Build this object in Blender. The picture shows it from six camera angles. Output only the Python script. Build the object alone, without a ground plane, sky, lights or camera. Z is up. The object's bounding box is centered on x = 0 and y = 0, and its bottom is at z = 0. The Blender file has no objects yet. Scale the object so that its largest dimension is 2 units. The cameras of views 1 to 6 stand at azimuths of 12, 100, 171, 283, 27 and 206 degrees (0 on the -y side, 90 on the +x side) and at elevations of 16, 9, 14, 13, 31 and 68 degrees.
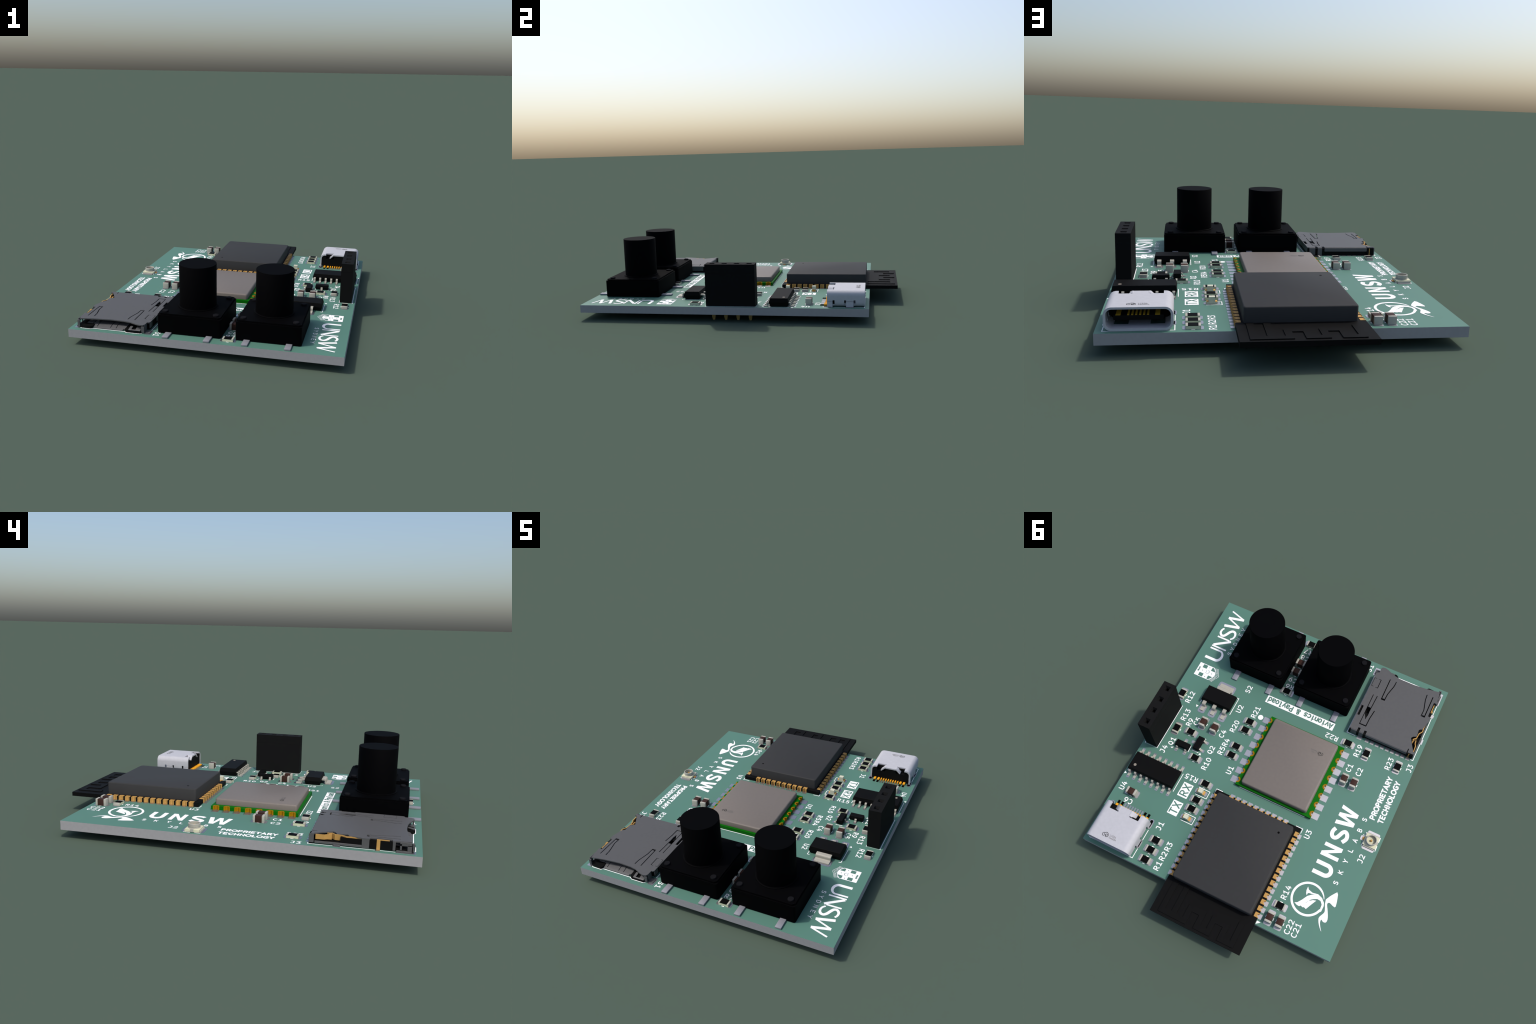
import bpy, bmesh, math
from math import pi, sin, cos, radians
from mathutils import Vector, Matrix
from mathutils.geometry import tessellate_polygon

# ------------------------------------------------------------------ frame
MM = 0.03058           # one real millimetre in scene metres
TOP = 0.0945           # upper face of the board
BOT = 0.0458           # lower face of the board
INK = TOP + 0.0006     # height of the printed ink
X0, X1, Y0, Y1 = -0.7800, 0.7805, -0.9995, 0.8150

# ------------------------------------------------------------------ materials
def material(name, rgb, rough=0.5, metal=0.0, spec=0.12, vary=0.03, scale=60.0, coat=0.0):
    m = bpy.data.materials.new(name)
    m.use_nodes = True
    nt = m.node_tree
    b = nt.nodes["Principled BSDF"]
    tc = nt.nodes.new("ShaderNodeTexCoord")
    nz = nt.nodes.new("ShaderNodeTexNoise")
    nz.inputs["Scale"].default_value = scale
    nz.inputs["Detail"].default_value = 4.0
    ramp = nt.nodes.new("ShaderNodeValToRGB")
    ramp.color_ramp.elements[0].position = 0.3
    ramp.color_ramp.elements[1].position = 0.7
    lo = [c * (1 - vary) for c in rgb] + [1]
    hi = [min(1, c * (1 + vary)) for c in rgb] + [1]
    ramp.color_ramp.elements[0].color = lo
    ramp.color_ramp.elements[1].color = hi
    nt.links.new(tc.outputs["Object"], nz.inputs["Vector"])
    nt.links.new(nz.outputs["Fac"], ramp.inputs["Fac"])
    nt.links.new(ramp.outputs["Color"], b.inputs["Base Color"])
    b.inputs["Roughness"].default_value = rough
    b.inputs["Metallic"].default_value = metal
    b.inputs["Specular IOR Level"].default_value = spec
    b.inputs["Coat Weight"].default_value = coat
    return m

M_MASK = material("green_solder_mask", (0.080, 0.187, 0.143), 0.55, spec=0.30, vary=0.008, scale=8)
M_EDGE = material("grey_board_edge", (0.315, 0.313, 0.318), 0.7)
M_INK = material("white_ink", (0.92, 0.92, 0.92), 0.7, vary=0.0)
M_PAD = material("tinned_pad", (0.50, 0.495, 0.515), 0.40, 1.0)
M_BLACKPAD = material("black_pad", (0.002, 0.002, 0.002), 0.7, spec=0.03)
M_LEG = material("silver_leg", (0.27, 0.275, 0.305), 0.5, 0.3)
M_TIN = material("tin_pin", (0.385, 0.372, 0.318), 0.5, 0.1)
M_BUTTON = material("black_button_plastic", (0.0010, 0.0010, 0.0013), 0.7, spec=0.03)
M_RIVET = material("dark_rivet_plastic", (0.0085, 0.0085, 0.0100), 0.7, spec=0.03)
M_HEADER = material("black_header_plastic", (0.0075, 0.0075, 0.0075), 0.7, spec=0.06)
M_CHIP = material("black_chip_epoxy", (0.0038, 0.0038, 0.0038), 0.6, spec=0.06)
M_CHIPDOT = material("pale_chip_dot", (0.25, 0.22, 0.18), 0.6)
M_CAN = material("dark_grey_shield", (0.0375, 0.0375, 0.0375), 0.55, spec=0.07)
M_MODPCB = material("black_module_board", (0.0054, 0.0054, 0.0054), 0.6, spec=0.05)
M_GOLD = material("warm_gold", (0.47, 0.27, 0.08), 0.5, 0.05)
M_ANT = material("black_antenna_trace", (0.0015, 0.0015, 0.0015), 0.6, spec=0.03)
M_RADCAN = material("warm_grey_shield", (0.166, 0.144, 0.126), 0.5, spec=0.26)
M_RADPCB = material("bright_green_board", (0.0, 0.115, 0.0), 0.5)
M_RADGOLD = material("brown_gold_ring", (0.27, 0.135, 0.0), 0.5)
M_SD = material("grey_slot_steel", (0.085, 0.085, 0.086), 0.5, spec=0.20)
M_SDBLACK = material("black_slot_plastic", (0.0055, 0.0055, 0.0055), 0.6, spec=0.05)
M_USB = material("white_port_shell", (0.45, 0.45, 0.475), 0.5, spec=0.15)
M_ORANGE = material("orange_contact", (0.80, 0.36, 0.02), 0.5)
M_TONGUEGOLD = material("tongue_contact_gold", (0.66, 0.38, 0.03), 0.5)
M_MARK = material("dark_mark", (0.03, 0.03, 0.03), 0.7)
M_MARKSOFT = material("soft_grey_mark", (0.14, 0.135, 0.13), 0.7)
M_RESWHITE = material("cream_ceramic", (0.56, 0.57, 0.40), 0.5)
M_RESBLACK = material("black_resistor_coat", (0.0020, 0.0020, 0.0022), 0.6, spec=0.05)
M_CAPCAP = material("pale_end_metal", (0.40, 0.39, 0.335), 0.5, 0.05)
M_CAPBODY = material("brown_ceramic", (0.042, 0.019, 0.014), 0.5)
M_LED = material("pale_lens", (0.56, 0.56, 0.43), 0.4)
M_LEDGOLD = material("lamp_gold", (0.55, 0.31, 0.08), 0.5)
M_COAX = material("cream_coax_base", (0.60, 0.59, 0.42), 0.5)
M_COAXMETAL = material("coax_ring_metal", (0.40, 0.39, 0.34), 0.45, 0.1)
M_PINGOLD = material("dull_pin_gold", (0.30, 0.20, 0.07), 0.5, 0.1)

# ------------------------------------------------------------------ objects
ROOT = bpy.data.objects.new("circuit_board", None)
bpy.context.scene.collection.objects.link(ROOT)
ROOT["label"] = "green circuit board with two black buttons, shielded modules and white print"
ROOT["category"] = "circuit board"

def link(name, me, mat, parent):
    if mat is not None and not me.materials:
        me.materials.append(mat)
    o = bpy.data.objects.new(name, me)
    bpy.context.scene.collection.objects.link(o)
    o.parent = parent if parent else ROOT
    return o

def from_bm(name, bm, mat, parent=None, smooth=None):
    bmesh.ops.recalc_face_normals(bm, faces=bm.faces)
    me = bpy.data.meshes.new(name)
    bm.to_mesh(me)
    bm.free()
    if smooth is not None:
        shade(me, smooth)
    return link(name, me, mat, parent)

def shade(me, angle):
    for p in me.polygons:
        p.use_smooth = True
    me.set_sharp_from_angle(angle=radians(angle))

def add_box(bm, x0, x1, y0, y1, z0, z1, bev=0.0, seg=2):
    r = bmesh.ops.create_cube(bm, size=1.0)
    vs = r["verts"]
    for v in vs:
        v.co = Vector((x0 + (v.co.x + .5) * (x1 - x0), y0 + (v.co.y + .5) * (y1 - y0), z0 + (v.co.z + .5) * (z1 - z0)))
    if bev:
        es = list({e for v in vs for e in v.link_edges})
        bmesh.ops.bevel(bm, geom=es, offset=bev, segments=seg, affect='EDGES', profile=0.5)

def box(name, x0, x1, y0, y1, z0, z1, mat, parent=None, bev=0.0, seg=2):
    bm = bmesh.new()
    add_box(bm, x0, x1, y0, y1, z0, z1, bev, seg)
    return from_bm(name, bm, mat, parent, 40 if bev else None)

def add_prism(bm, loops, z0, z1):
    """extrude an outline (with optional holes) from z0 to z1"""
    tris = tessellate_polygon([[Vector((p[0], p[1], 0)) for p in lp] for lp in loops])
    lo, hi = [], []
    for lp in loops:
        for p in lp:
            lo.append(bm.verts.new((p[0], p[1], z0)))
            hi.append(bm.verts.new((p[0], p[1], z1)))
    for t in tris:
        try:
            bm.faces.new([hi[i] for i in t])
            bm.faces.new([lo[i] for i in reversed(t)])
        except ValueError:
            pass
    k = 0
    for lp in loops:
        n = len(lp)
        for i in range(n):
            j = (i + 1) % n
            bm.faces.new([lo[k + i], lo[k + j], hi[k + j], hi[k + i]])
        k += n

def prism(name, loops, z0, z1, mat, parent=None, smooth=None):
    bm = bmesh.new()
    add_prism(bm, loops, z0, z1)
    return from_bm(name, bm, mat, parent, smooth)

def add_flat(bm, loops, z):
    tris = tessellate_polygon([[Vector((p[0], p[1], 0)) for p in lp] for lp in loops])
    vs = [bm.verts.new((p[0], p[1], z)) for lp in loops for p in lp]
    for t in tris:
        a, b, c = (vs[i] for i in t)
        if ((b.co - a.co).cross(c.co - a.co)).z < 0:
            a, b, c = a, c, b
        bm.faces.new((a, b, c))

def flat_obj(name, bm, mat, parent):
    me = bpy.data.meshes.new(name)
    bm.to_mesh(me)
    bm.free()
    return link(name, me, mat, parent)

def arc(cx, cy, rx, ry, a0, a1, n=14):
    return [(cx + rx * cos(radians(a0 + (a1 - a0) * i / n)), cy + ry * sin(radians(a0 + (a1 - a0) * i / n))) for i in range(n + 1)]

def circle(cx, cy, r, n=32):
    return [(cx + r * cos(2 * pi * i / n), cy + r * sin(2 * pi * i / n)) for i in range(n)]

def rounded(x0, x1, y0, y1, r, n=5):
    r = min(r, (x1 - x0) / 2 - 1e-5, (y1 - y0) / 2 - 1e-5)
    return (arc(x1 - r, y1 - r, r, r, 0, 90, n) + arc(x0 + r, y1 - r, r, r, 90, 180, n)
            + arc(x0 + r, y0 + r, r, r, 180, 270, n) + arc(x1 - r, y0 + r, r, r, 270, 360, n))

def spline(pts, n=6, closed=False):
    """Catmull-Rom curve through the points"""
    P = [Vector((p[0], p[1])) for p in pts]
    out = []
    m = len(P)
    segs = m if closed else m - 1
    for i in range(segs):
        if closed:
            a, b, c, d = P[i - 1], P[i], P[(i + 1) % m], P[(i + 2) % m]
        else:
            a, b, c, d = P[max(i - 1, 0)], P[i], P[i + 1], P[min(i + 2, m - 1)]
        for k in range(n):
            t = k / n
            q = 0.5 * ((2 * b) + (c - a) * t + (2 * a - 5 * b + 4 * c - d) * t * t + (3 * b - a - 3 * c + d) * t ** 3)
            out.append((q.x, q.y))
    if not closed:
        out.append((P[-1].x, P[-1].y))
    return out

def tidy(pts):
    """drop points that repeat the one before"""
    out = [pts[0]]
    for p in pts[1:]:
        if math.dist(p, out[-1]) > 2e-5:
            out.append(p)
    return out

def stroke_outline(pts, w, cap=True):
    """outline of a pen stroke along a polyline; w is a width or a list of widths"""
    P = [Vector((p[0], p[1])) for p in tidy(pts)]
    n = len(P)
    W = list(w) if isinstance(w, (list, tuple)) else [w] * n
    if len(W) != n:
        W = [W[0] + (W[-1] - W[0]) * i / (n - 1) if len(W) == 2 else
             W[int(min(i / (n - 1) * (len(W) - 1), len(W) - 2))] * (1 - (i / (n - 1) * (len(W) - 1) - int(min(i / (n - 1) * (len(W) - 1), len(W) - 2))))
             + W[int(min(i / (n - 1) * (len(W) - 1), len(W) - 2)) + 1] * (i / (n - 1) * (len(W) - 1) - int(min(i / (n - 1) * (len(W) - 1), len(W) - 2)))
             for i in range(n)]
    L, R = [], []
    for i in range(n):
        d0 = (P[i] - P[i - 1]).normalized() if i else None
        d1 = (P[i + 1] - P[i]).normalized() if i < n - 1 else None
        d0, d1 = d0 or d1, d1 or d0
        n0, n1 = Vector((-d0.y, d0.x)), Vector((-d1.y, d1.x))
        m = n0 + n1
        m = n0 if m.length < 1e-4 else m.normalized()
        k = min(1 / max(m.dot(n0), 0.3), 2.2)
        L.append(P[i] + m * (W[i] / 2 * k))
        R.append(P[i] - m * (W[i] / 2 * k))
    out = list(R)
    if cap:
        a = math.atan2(P[-1].y - P[-2].y, P[-1].x - P[-2].x)
        out += [P[-1] + Vector((cos(a + t), sin(a + t))) * W[-1] / 2 for t in (-pi / 3, -pi / 6, 0, pi / 6, pi / 3)]
    out += list(reversed(L))
    if cap:
        a = math.atan2(P[0].y - P[1].y, P[0].x - P[1].x)
        out += [P[0] + Vector((cos(a + t), sin(a + t))) * W[0] / 2 for t in (-pi / 3, -pi / 6, 0, pi / 6, pi / 3)]
    return [(p.x, p.y) for p in out]

def add_stroke(bm, pts, w, z, cap=True):
    """flat pen stroke: quads along the line, fans at the ends"""
    if math.dist(pts[0], pts[-1]) < 1e-6 and len(pts) > 4:      # closed ring
        q = [Vector(p) for p in pts[:-1]]
        n = len(q)
        inner, outer = [], []
        for i in range(n):
            d = (q[(i + 1) % n] - q[i - 1]).normalized()
            nn = Vector((-d.y, d.x)) * w / 2
            inner.append(bm.verts.new((q[i].x + nn.x, q[i].y + nn.y, z)))
            outer.append(bm.verts.new((q[i].x - nn.x, q[i].y - nn.y, z)))
        for i in range(n):
            j = (i + 1) % n
            fc = bm.faces.new((outer[i], outer[j], inner[j], inner[i]))
            fc.normal_update()
            if fc.normal.z < 0:
                fc.normal_flip()
        return
    pts = tidy(pts)
    P = stroke_outline(pts, w, cap)
    n = len(pts)
    vs = [bm.verts.new((p[0], p[1], z)) for p in P]
    e = 5 if cap else 0
    R = vs[:n]
    L = list(reversed(vs[n + e:2 * n + e]))
    def f(*a):
        try:
            fc = bm.faces.new(a)
            fc.normal_update()
            if fc.normal.z < 0:
                fc.normal_flip()
        except ValueError:
            pass
    for i in range(n - 1):
        f(R[i], R[i + 1], L[i + 1], L[i])
    if cap:
        f(R[-1], *vs[n:n + 5], L[-1])
        f(L[0], *vs[2 * n + 5:], R[0])

# ------------------------------------------------------------------ stroke alphabet
# each glyph: strokes on a cell 0.62 wide, 1 high
w = 0.62
G = {
    "0": [arc(.31, .5, .29, .5, 90, 450, 24)],
    "1": [[(.06, .80), (.33, 1), (.33, 0)], [(.06, 0), (.60, 0)]],
    "2": [arc(.29, .72, .28, .28, 150, -10, 12) + [(.48, .50), (.02, .02), (.60, .02)]],
    "3": [[(.04, 1), (.56, 1), (.28, .60)] + arc(.28, .30, .30, .30, 75, -140, 14)],
    "4": [[(.46, 0), (.46, .62)], [(.30, 1), (.02, .28), (.62, .28)]],
    "5": [[(.54, 1), (.12, 1), (.08, .56)] + arc(.27, .32, .31, .32, 100, -130, 14)],
    "6": [[(.48, .98), (.30, .86), (.10, .58), (.02, .32)], arc(.31, .31, .29, .31, 0, 360, 20)],
    "7": [[(.02, 1), (.60, 1), (.22, 0)]],
    "8": [arc(.31, .76, .24, .24, 0, 360, 18), arc(.31, .27, .30, .27, 0, 360, 20)],
    "9": [arc(.31, .69, .29, .31, 0, 360, 20), [(.60, .68), (.54, .44), (.36, .14), (.14, .02)]],
    "A": [[(.0, 0), (.31, 1), (.62, 0)], [(.11, .32), (.51, .32)]],
    "B": [[(.06, 0), (.06, 1)], [(.06, 1), (.34, 1)] + arc(.34, .76, .22, .24, 90, -90, 8)[1:] + [(.06, .52)], [(.06, .52), (.34, .52)] + arc(.34, .26, .26, .26, 90, -90, 10)[1:] + [(.06, 0)]],
    "C": [arc(.36, .5, .34, .5, 52, 308, 18)],
    "D": [[(.06, 0), (.06, 1)], [(.06, 1), (.24, 1)] + arc(.24, .5, .36, .5, 90, -90, 14)[1:] + [(.06, 0)]],
    "E": [[(.56, 1), (.06, 1), (.06, 0), (.58, 0)], [(.06, .52), (.48, .52)]],
    "G": [arc(.36, .5, .34, .5, 52, 318, 18) + [(.62, .44), (.38, .44)]],
    "H": [[(.04, 0), (.04, 1)], [(.58, 0), (.58, 1)], [(.04, .5), (.58, .5)]],
    "I": [[(.31, 0), (.31, 1)]],
    "J": [[(.16, 1), (.52, 1), (.52, .28)] + arc(.26, .28, .26, .28, 0, -120, 10)],
    "K": [[(.06, 0), (.06, 1)], [(.58, 1), (.10, .46)], [(.24, .62), (.60, 0)]],
    "L": [[(.08, 1), (.08, 0), (.58, 0)]],
    "N": [[(.05, 0), (.05, 1), (.57, 0), (.57, 1)]],
    "O": [arc(.31, .5, .33, .5, 90, 450, 26)],
    "P": [[(.06, 0), (.06, 1)], [(.06, 1), (.32, 1)] + arc(.32, .73, .27, .27, 90, -90, 10)[1:] + [(.06, .46)]],
    "Q": [arc(.31, .54, .30, .46, 90, 450, 24), [(.32, .22), (.58, -.10)]],
    "R": [[(.06, 0), (.06, 1)], [(.06, 1), (.32, 1)] + arc(.32, .74, .26, .26, 90, -90, 10)[1:] + [(.06, .48)], [(.30, .48), (.60, 0)]],
    "S": [spline([(.55, .86), (.34, .99), (.10, .88), (.08, .66), (.30, .53), (.52, .41), (.56, .18), (.36, .01), (.06, .10)], 4)],
    "T": [[(.0, 1), (.62, 1)], [(.31, 1), (.31, 0)]],
    "U": [[(.04, 1), (.04, .30)] + arc(.31, .28, .27, .28, 180, 360, 12) + [(.58, 1)]],
    "V": [[(.0, 1), (.31, 0), (.62, 1)]],
    "X": [[(.02, 1), (.60, 0)], [(.60, 1), (.02, 0)]],
    "Y": [[(.0, 1), (.31, .46), (.62, 1)], [(.31, .46), (.31, 0)]],
    "a": [[(.10, .66)] + arc(.30, .52, .24, .19, 120, 0, 8) + [(.54, 0)], arc(.30, .20, .24, .20, 0, 360, 16)],
    "c": [arc(.34, .35, .30, .36, 55, 305, 16)],
    "d": [[(.56, 1), (.56, 0)], arc(.31, .34, .25, .34, 0, 360, 18)],
    "i": [[(.12, .70), (.33, .70), (.33, 0)], [(.33, .97), (.33, 1.0)]],
    "l": [[(.14, 1), (.32, 1), (.32, .2)] + arc(.46, .18, .14, .18, 180, 270, 5)],
    "n": [[(.06, .70), (.06, 0)], [(.06, .46)] + arc(.31, .44, .24, .26, 160, 0, 10) + [(.55, 0)]],
    "o": [arc(.31, .35, .27, .36, 0, 360, 20)],
    "s": [spline([(.52, .62), (.32, .71), (.11, .60), (.14, .44), (.32, .36), (.52, .25), (.50, .07), (.30, 0), (.07, .08)], 4)],
    "v": [[(.03, .70), (.31, 0), (.59, .70)]],
    "y": [[(.04, .70), (.32, .04)], [(.58, .70), (.30, -.02), (.20, -.20), (.02, -.26)]],
    "&": [[(.62, .02), (.14, .70)] + arc(.30, .82, .18, .18, 215, -20, 12)[1:] + [(.34, .60)], [(.34, .60), (.10, .38)] + arc(.24, .22, .20, .22, 135, 300, 10)[1:] + [(.60, .44)]],
}

def add_text(bm, text, size, pen, advance, z, place, narrow=1.0, centred=True, cap=True):
    """strokes of a word; place maps (along, up) to the board"""
    tot = advance * (len(text) - 1) + w * size * narrow
    u0 = -tot / 2 if centred else 0
    v0 = -size / 2 if centred else 0
    for k, ch in enumerate(text):
        for j, st in enumerate(G.get(ch, [])):
            pts = [place(u0 + k * advance + p[0] * size * narrow, v0 + p[1] * size) for p in st]
            add_stroke(bm, pts, pen, z + 0.00015 * j, cap)

def placer(cx, cy, rot):
    if rot == 0:
        return lambda u, v: (cx + u, cy + v)
    if rot == 180:
        return lambda u, v: (cx - u, cy - v)
    return lambda u, v: (cx + v, cy - u)      # reading towards -y, tops towards +x

# ------------------------------------------------------------------ the bare board
board = prism("board", [[(X0, Y0), (X1, Y0), (X1, Y1), (X0, Y1)]], BOT, TOP, M_MASK)
board.data.materials.append(M_EDGE)
for p in board.data.polygons:
    if abs(p.normal.z) < 0.5:
        p.material_index = 1

def pad(x0, x1, y0, y1, r=0.0, mat=M_PAD, name="solder_pad", z=0.0012):
    lp = rounded(min(x0, x1), max(x0, x1), min(y0, y1), max(y0, y1), r) if r else [(x0, y0), (x1, y0), (x1, y1), (x0, y1)]
    return prism(name, [lp], TOP - 0.0005, TOP + z, mat, board)

def label(text, cx, cy, rot=-90, size=0.0285, pen=0.0052, adv=0.0292):
    bm = bmesh.new()
    add_text(bm, text, size, pen, adv, INK, placer(cx, cy, rot), narrow=1.12)
    return flat_obj("printed_label", bm, M_INK, board)

def line(name, *polys, width=0.0038):
    bm = bmesh.new()
    for k, p in enumerate(polys):
        add_stroke(bm, p, width, INK + 0.00006 * k, True)
    return flat_obj(name, bm, M_INK, board)

for t, x, y in [("S2", .362, -.468), ("S1", -.268, -.947), ("U2", .351, -.320), ("R21", .250, -.343), ("R20", .324, -.200),
                ("C5", .548, -.128), ("C4", .3675, -.122), ("R13", .634, -.137), ("R9", .586, -.103), ("R12", .669, -.257),
                ("R5", .3215, -.0195), ("R4", .3215, -.079), ("Q1", .622, .056), ("Q2", .379, .004), ("R10", .362, .097),
                ("U1", .2155, .071), ("J4", .6425, .124), ("U4", .741, .435), ("J1", .418, .558), ("R1", .312, .767),
                ("R2", .312, .705), ("R3", .312, .6435), ("J3", -.7515, -.411), ("R19", -.427, -.382), ("R23", -.629, -.386),
                ("C1", -.424, -.257), ("C2", -.488, -.258), ("U3", -.375, .227), ("J2", -.708, .225), ("R14", -.407, .583),
                ("C22", -.504, .746), ("C21", -.546, .746)]:
    label(t, x, y)
for t, x, y in [("R15", .398, .217), ("R22", -.245, -.397), ("C6", .664, .505), ("R6", .138, -.597), ("C9", .141, -.650),
                ("C8", .141, -.830), ("R7", .138, -.880)]:
    label(t, x, y, 0)

# knocked-out caption bar and the two small boxed captions
def caption(x0, x1, y0, y1, text, rot, size, pen, adv, narrow=1.0):
    bm = bmesh.new()
    add_flat(bm, [[(x0, y0), (x1, y0), (x1, y1), (x0, y1)]], INK)
    c = flat_obj("caption_plate", bm, M_INK, board)
    bm = bmesh.new()
    add_text(bm, text, size, pen, adv, INK + 0.0004, placer((x0 + x1) / 2, (y0 + y1) / 2, rot), narrow)
    flat_obj("caption_lettering", bm, M_MASK, board)

caption(-.2298, .2315, -.4870, -.4352, "Avionics & Payload", 0, .0325, .0078, .0245, 1.0)
caption(.3618, .4245, .3785, .4668, "TX", -90, .044, .0078, .0400, 1.0)
caption(.3610, .4238, .2550, .3465, "RX", -90, .044, .0078, .0415, 1.05)

# two-line notice, and the spaced small words
def words(name, text, x_low, size, pen, y_start, y_end, narrow):
    bm = bmesh.new()
    adv = (abs(y_end - y_start) - w * size * narrow) / (len(text) - 1)
    add_text(bm, text, size, pen, adv, INK, lambda u, v: (x_low + v, y_start - u), narrow, centred=False)
    return flat_obj(name, bm, M_INK, board)

def proportional(name, text, x_low, size, pen, y_start, y_end):
    """letters with their own widths, stretched to the measured length"""
    width = {"I": .16, "E": .86, "T": .92, "L": .82, "P": .92, "O": 1.14, "G": 1.08, "N": 1.04, "H": 1.0, "C": 1.04, "Y": .96, "A": 1.06, "R": .98}
    tot = sum(width[c] for c in text) + .36 * (len(text) - 1)
    k = abs(y_end - y_start) / tot
    bm = bmesh.new()
    u = 0.0
    for ch in text:
        for j, st in enumerate(G[ch]):
            pts = [(x_low + p[1] * size, y_start - (u + (width[ch] * .5 if ch == "I" else p[0] / w * width[ch])*k)) if ch == "I" else
                   (x_low + p[1] * size, y_start - (u + p[0] / w * width[ch] * k)) for p in st]
            add_stroke(bm, pts, pen, INK + .00015 * j, True)
        u += (width[ch] + .36) * k
    return flat_obj(name, bm, M_INK, board)

proportional("printed_notice", "PROPRIETARY", -.6845, .0275, .0076, -.0205, -.3060)
proportional("printed_notice", "TECHNOLOGY", -.7365, .0275, .0076, -.0195, -.2990)
bm = bmesh.new()
for ch, y in zip("SKYLABS", (.413, .347, .276, .207, .142, .074, .002)):
    for j, st in enumerate(G[ch]):
        add_stroke(bm, [(-.6468 + p[1] * .0245, y + .0085 - p[0] * .028) for p in st], .0050, INK + .00015 * j)
flat_obj("printed_small_word", bm, M_INK, board)
bm = bmesh.new()
for k, ch in enumerate("SYDNEY"):
    for j, st in enumerate(G[ch]):
        add_stroke(bm, [(.5825 + p[1] * .0225, -.6365 - k * .0402 - p[0] * .0305) for p in st], .0034, INK + .00015 * j)
flat_obj("printed_small_word", bm, M_INK, board)

# heavy four-letter word
def glyph(name, polys, mat=M_INK, lift=0.0):
    bm = bmesh.new()
    for k, p in enumerate(polys):
        add_flat(bm, [p], INK + lift + .00015 * k)
    return flat_obj(name, bm, mat, board)

def thick(name, *items):
    bm = bmesh.new()
    for k, (pts, wd) in enumerate(items):
        add_stroke(bm, pts, wd, INK + .00015 * k, False)
    return flat_obj(name, bm, M_INK, board)

thick("printed_letter", ([(-.486, .4035), (-.548, .4035)] + arc(-.5545, .3735, .0305, .030, 90, 270, 16) + [(-.548, .3435), (-.486, .3435)], .0235))
glyph("printed_letter", [[(-.486, .300), (-.486, .277), (-.556, .2410), (-.486, .2410), (-.486, .219), (-.594, .219), (-.594, .241), (-.524, .278), (-.594, .278), (-.594, .300)]])
thick("printed_letter", (spline([(-.5055, .121), (-.4975, .138), (-.497, .158), (-.506, .174), (-.521, .177), (-.533, .168), (-.542, .150), (-.550, .131), (-.562, .1195), (-.576, .125), (-.5845, .141), (-.584, .160), (-.570, .184)], 5), .0225))
glyph("printed_letter", [[(-.486, .096), (-.486, .072), (-.560, .0580), (-.486, .0435), (-.486, .0220), (-.560, .0075), (-.486, -.0060), (-.486, -.029), (-.594, -.0075), (-.594, .0165), (-.525, .0325), (-.594, .0500), (-.594, .0755)]])

# lighter four-letter word in the front corner, with stroke contrast
thick("printed_letter", ([(.727, -.5630), (.655, -.5630)] + arc(.655, -.5995, .0280, .0365, 90, 270, 16) + [(.655, -.6360), (.727, -.6360)], [.0185, .018, .016, .012, .0115]))
thick("printed_letter", ([(.7265, -.6560), (.6260, -.6560)], .0110), ([(.7205, -.6630), (.6260, -.7290)], .0165), ([(.7245, -.7310), (.6400, -.7310)], .0110))
thick("printed_letter", (spline([(.713, -.803), (.7215, -.787), (.7210, -.765), (.707, -.749), (.691, -.751), (.679, -.768), (.667, -.792), (.652, -.806), (.634, -.802), (.6245, -.783), (.627, -.760), (.641, -.744)], 5), [.011, .013, .016, .0175, .0175, .016, .012, .011]))
thick("printed_letter", ([(.7255, -.8240), (.6260, -.8495)], .0185), ([(.6285, -.8515), (.7255, -.8880)], .0100), ([(.7255, -.8890), (.6250, -.9135)], .0170), ([(.6275, -.9150), (.7250, -.9455)], .0100))

# shield crest: quartered field, cross with spots, scrolls
cx = lambda x, y: (x, y)
bm = bmesh.new()
field = [(.730, -.415), (.730, -.511), (.629, -.511), (.610, -.490), (.603, -.463), (.610, -.436), (.629, -.415)]
holes = [[(.703, -.507), (.674, -.507), (.674, -.482), (.703, -.482)], [(.703, -.444), (.674, -.444), (.674, -.419), (.703, -.419)],
         [(.642, -.507), (.631, -.507), (.615, -.489), (.614, -.482), (.642, -.482)], [(.642, -.444), (.614, -.444), (.615, -.437), (.631, -.419), (.642, -.419)]]
for sx, sy in [(.658, -.498), (.692, -.463), (.627, -.463), (.658, -.428)]:
    holes.append(circle(sx, sy, .0032, 8))
holes.append([(.724, -.478), (.714, -.482), (.712, -.463), (.714, -.445), (.724, -.449), (.721, -.463)])
add_flat(bm, [field] + holes, INK)
for k, st in enumerate([[(.721, -.474), (.716, -.474)], [(.722, -.463), (.715, -.463)]]):
    add_stroke(bm, st, .0015, INK + .0002)
flat_obj("printed_crest", bm, M_INK, board)
bm = bmesh.new()
for st in [arc(.656, -.465, .010, .012, 60, 300, 10), [(.667, -.474), (.664, -.462), (.668, -.452)], [(.650, -.470), (.645, -.464), (.649, -.458)]]:
    add_stroke(bm, st, .0018, INK + .0005)
flat_obj("printed_crest_beast", bm, M_MASK, board)
bm = bmesh.new()
mirror = lambda pts: [(x, -.926 - y) for x, y in pts]
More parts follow.
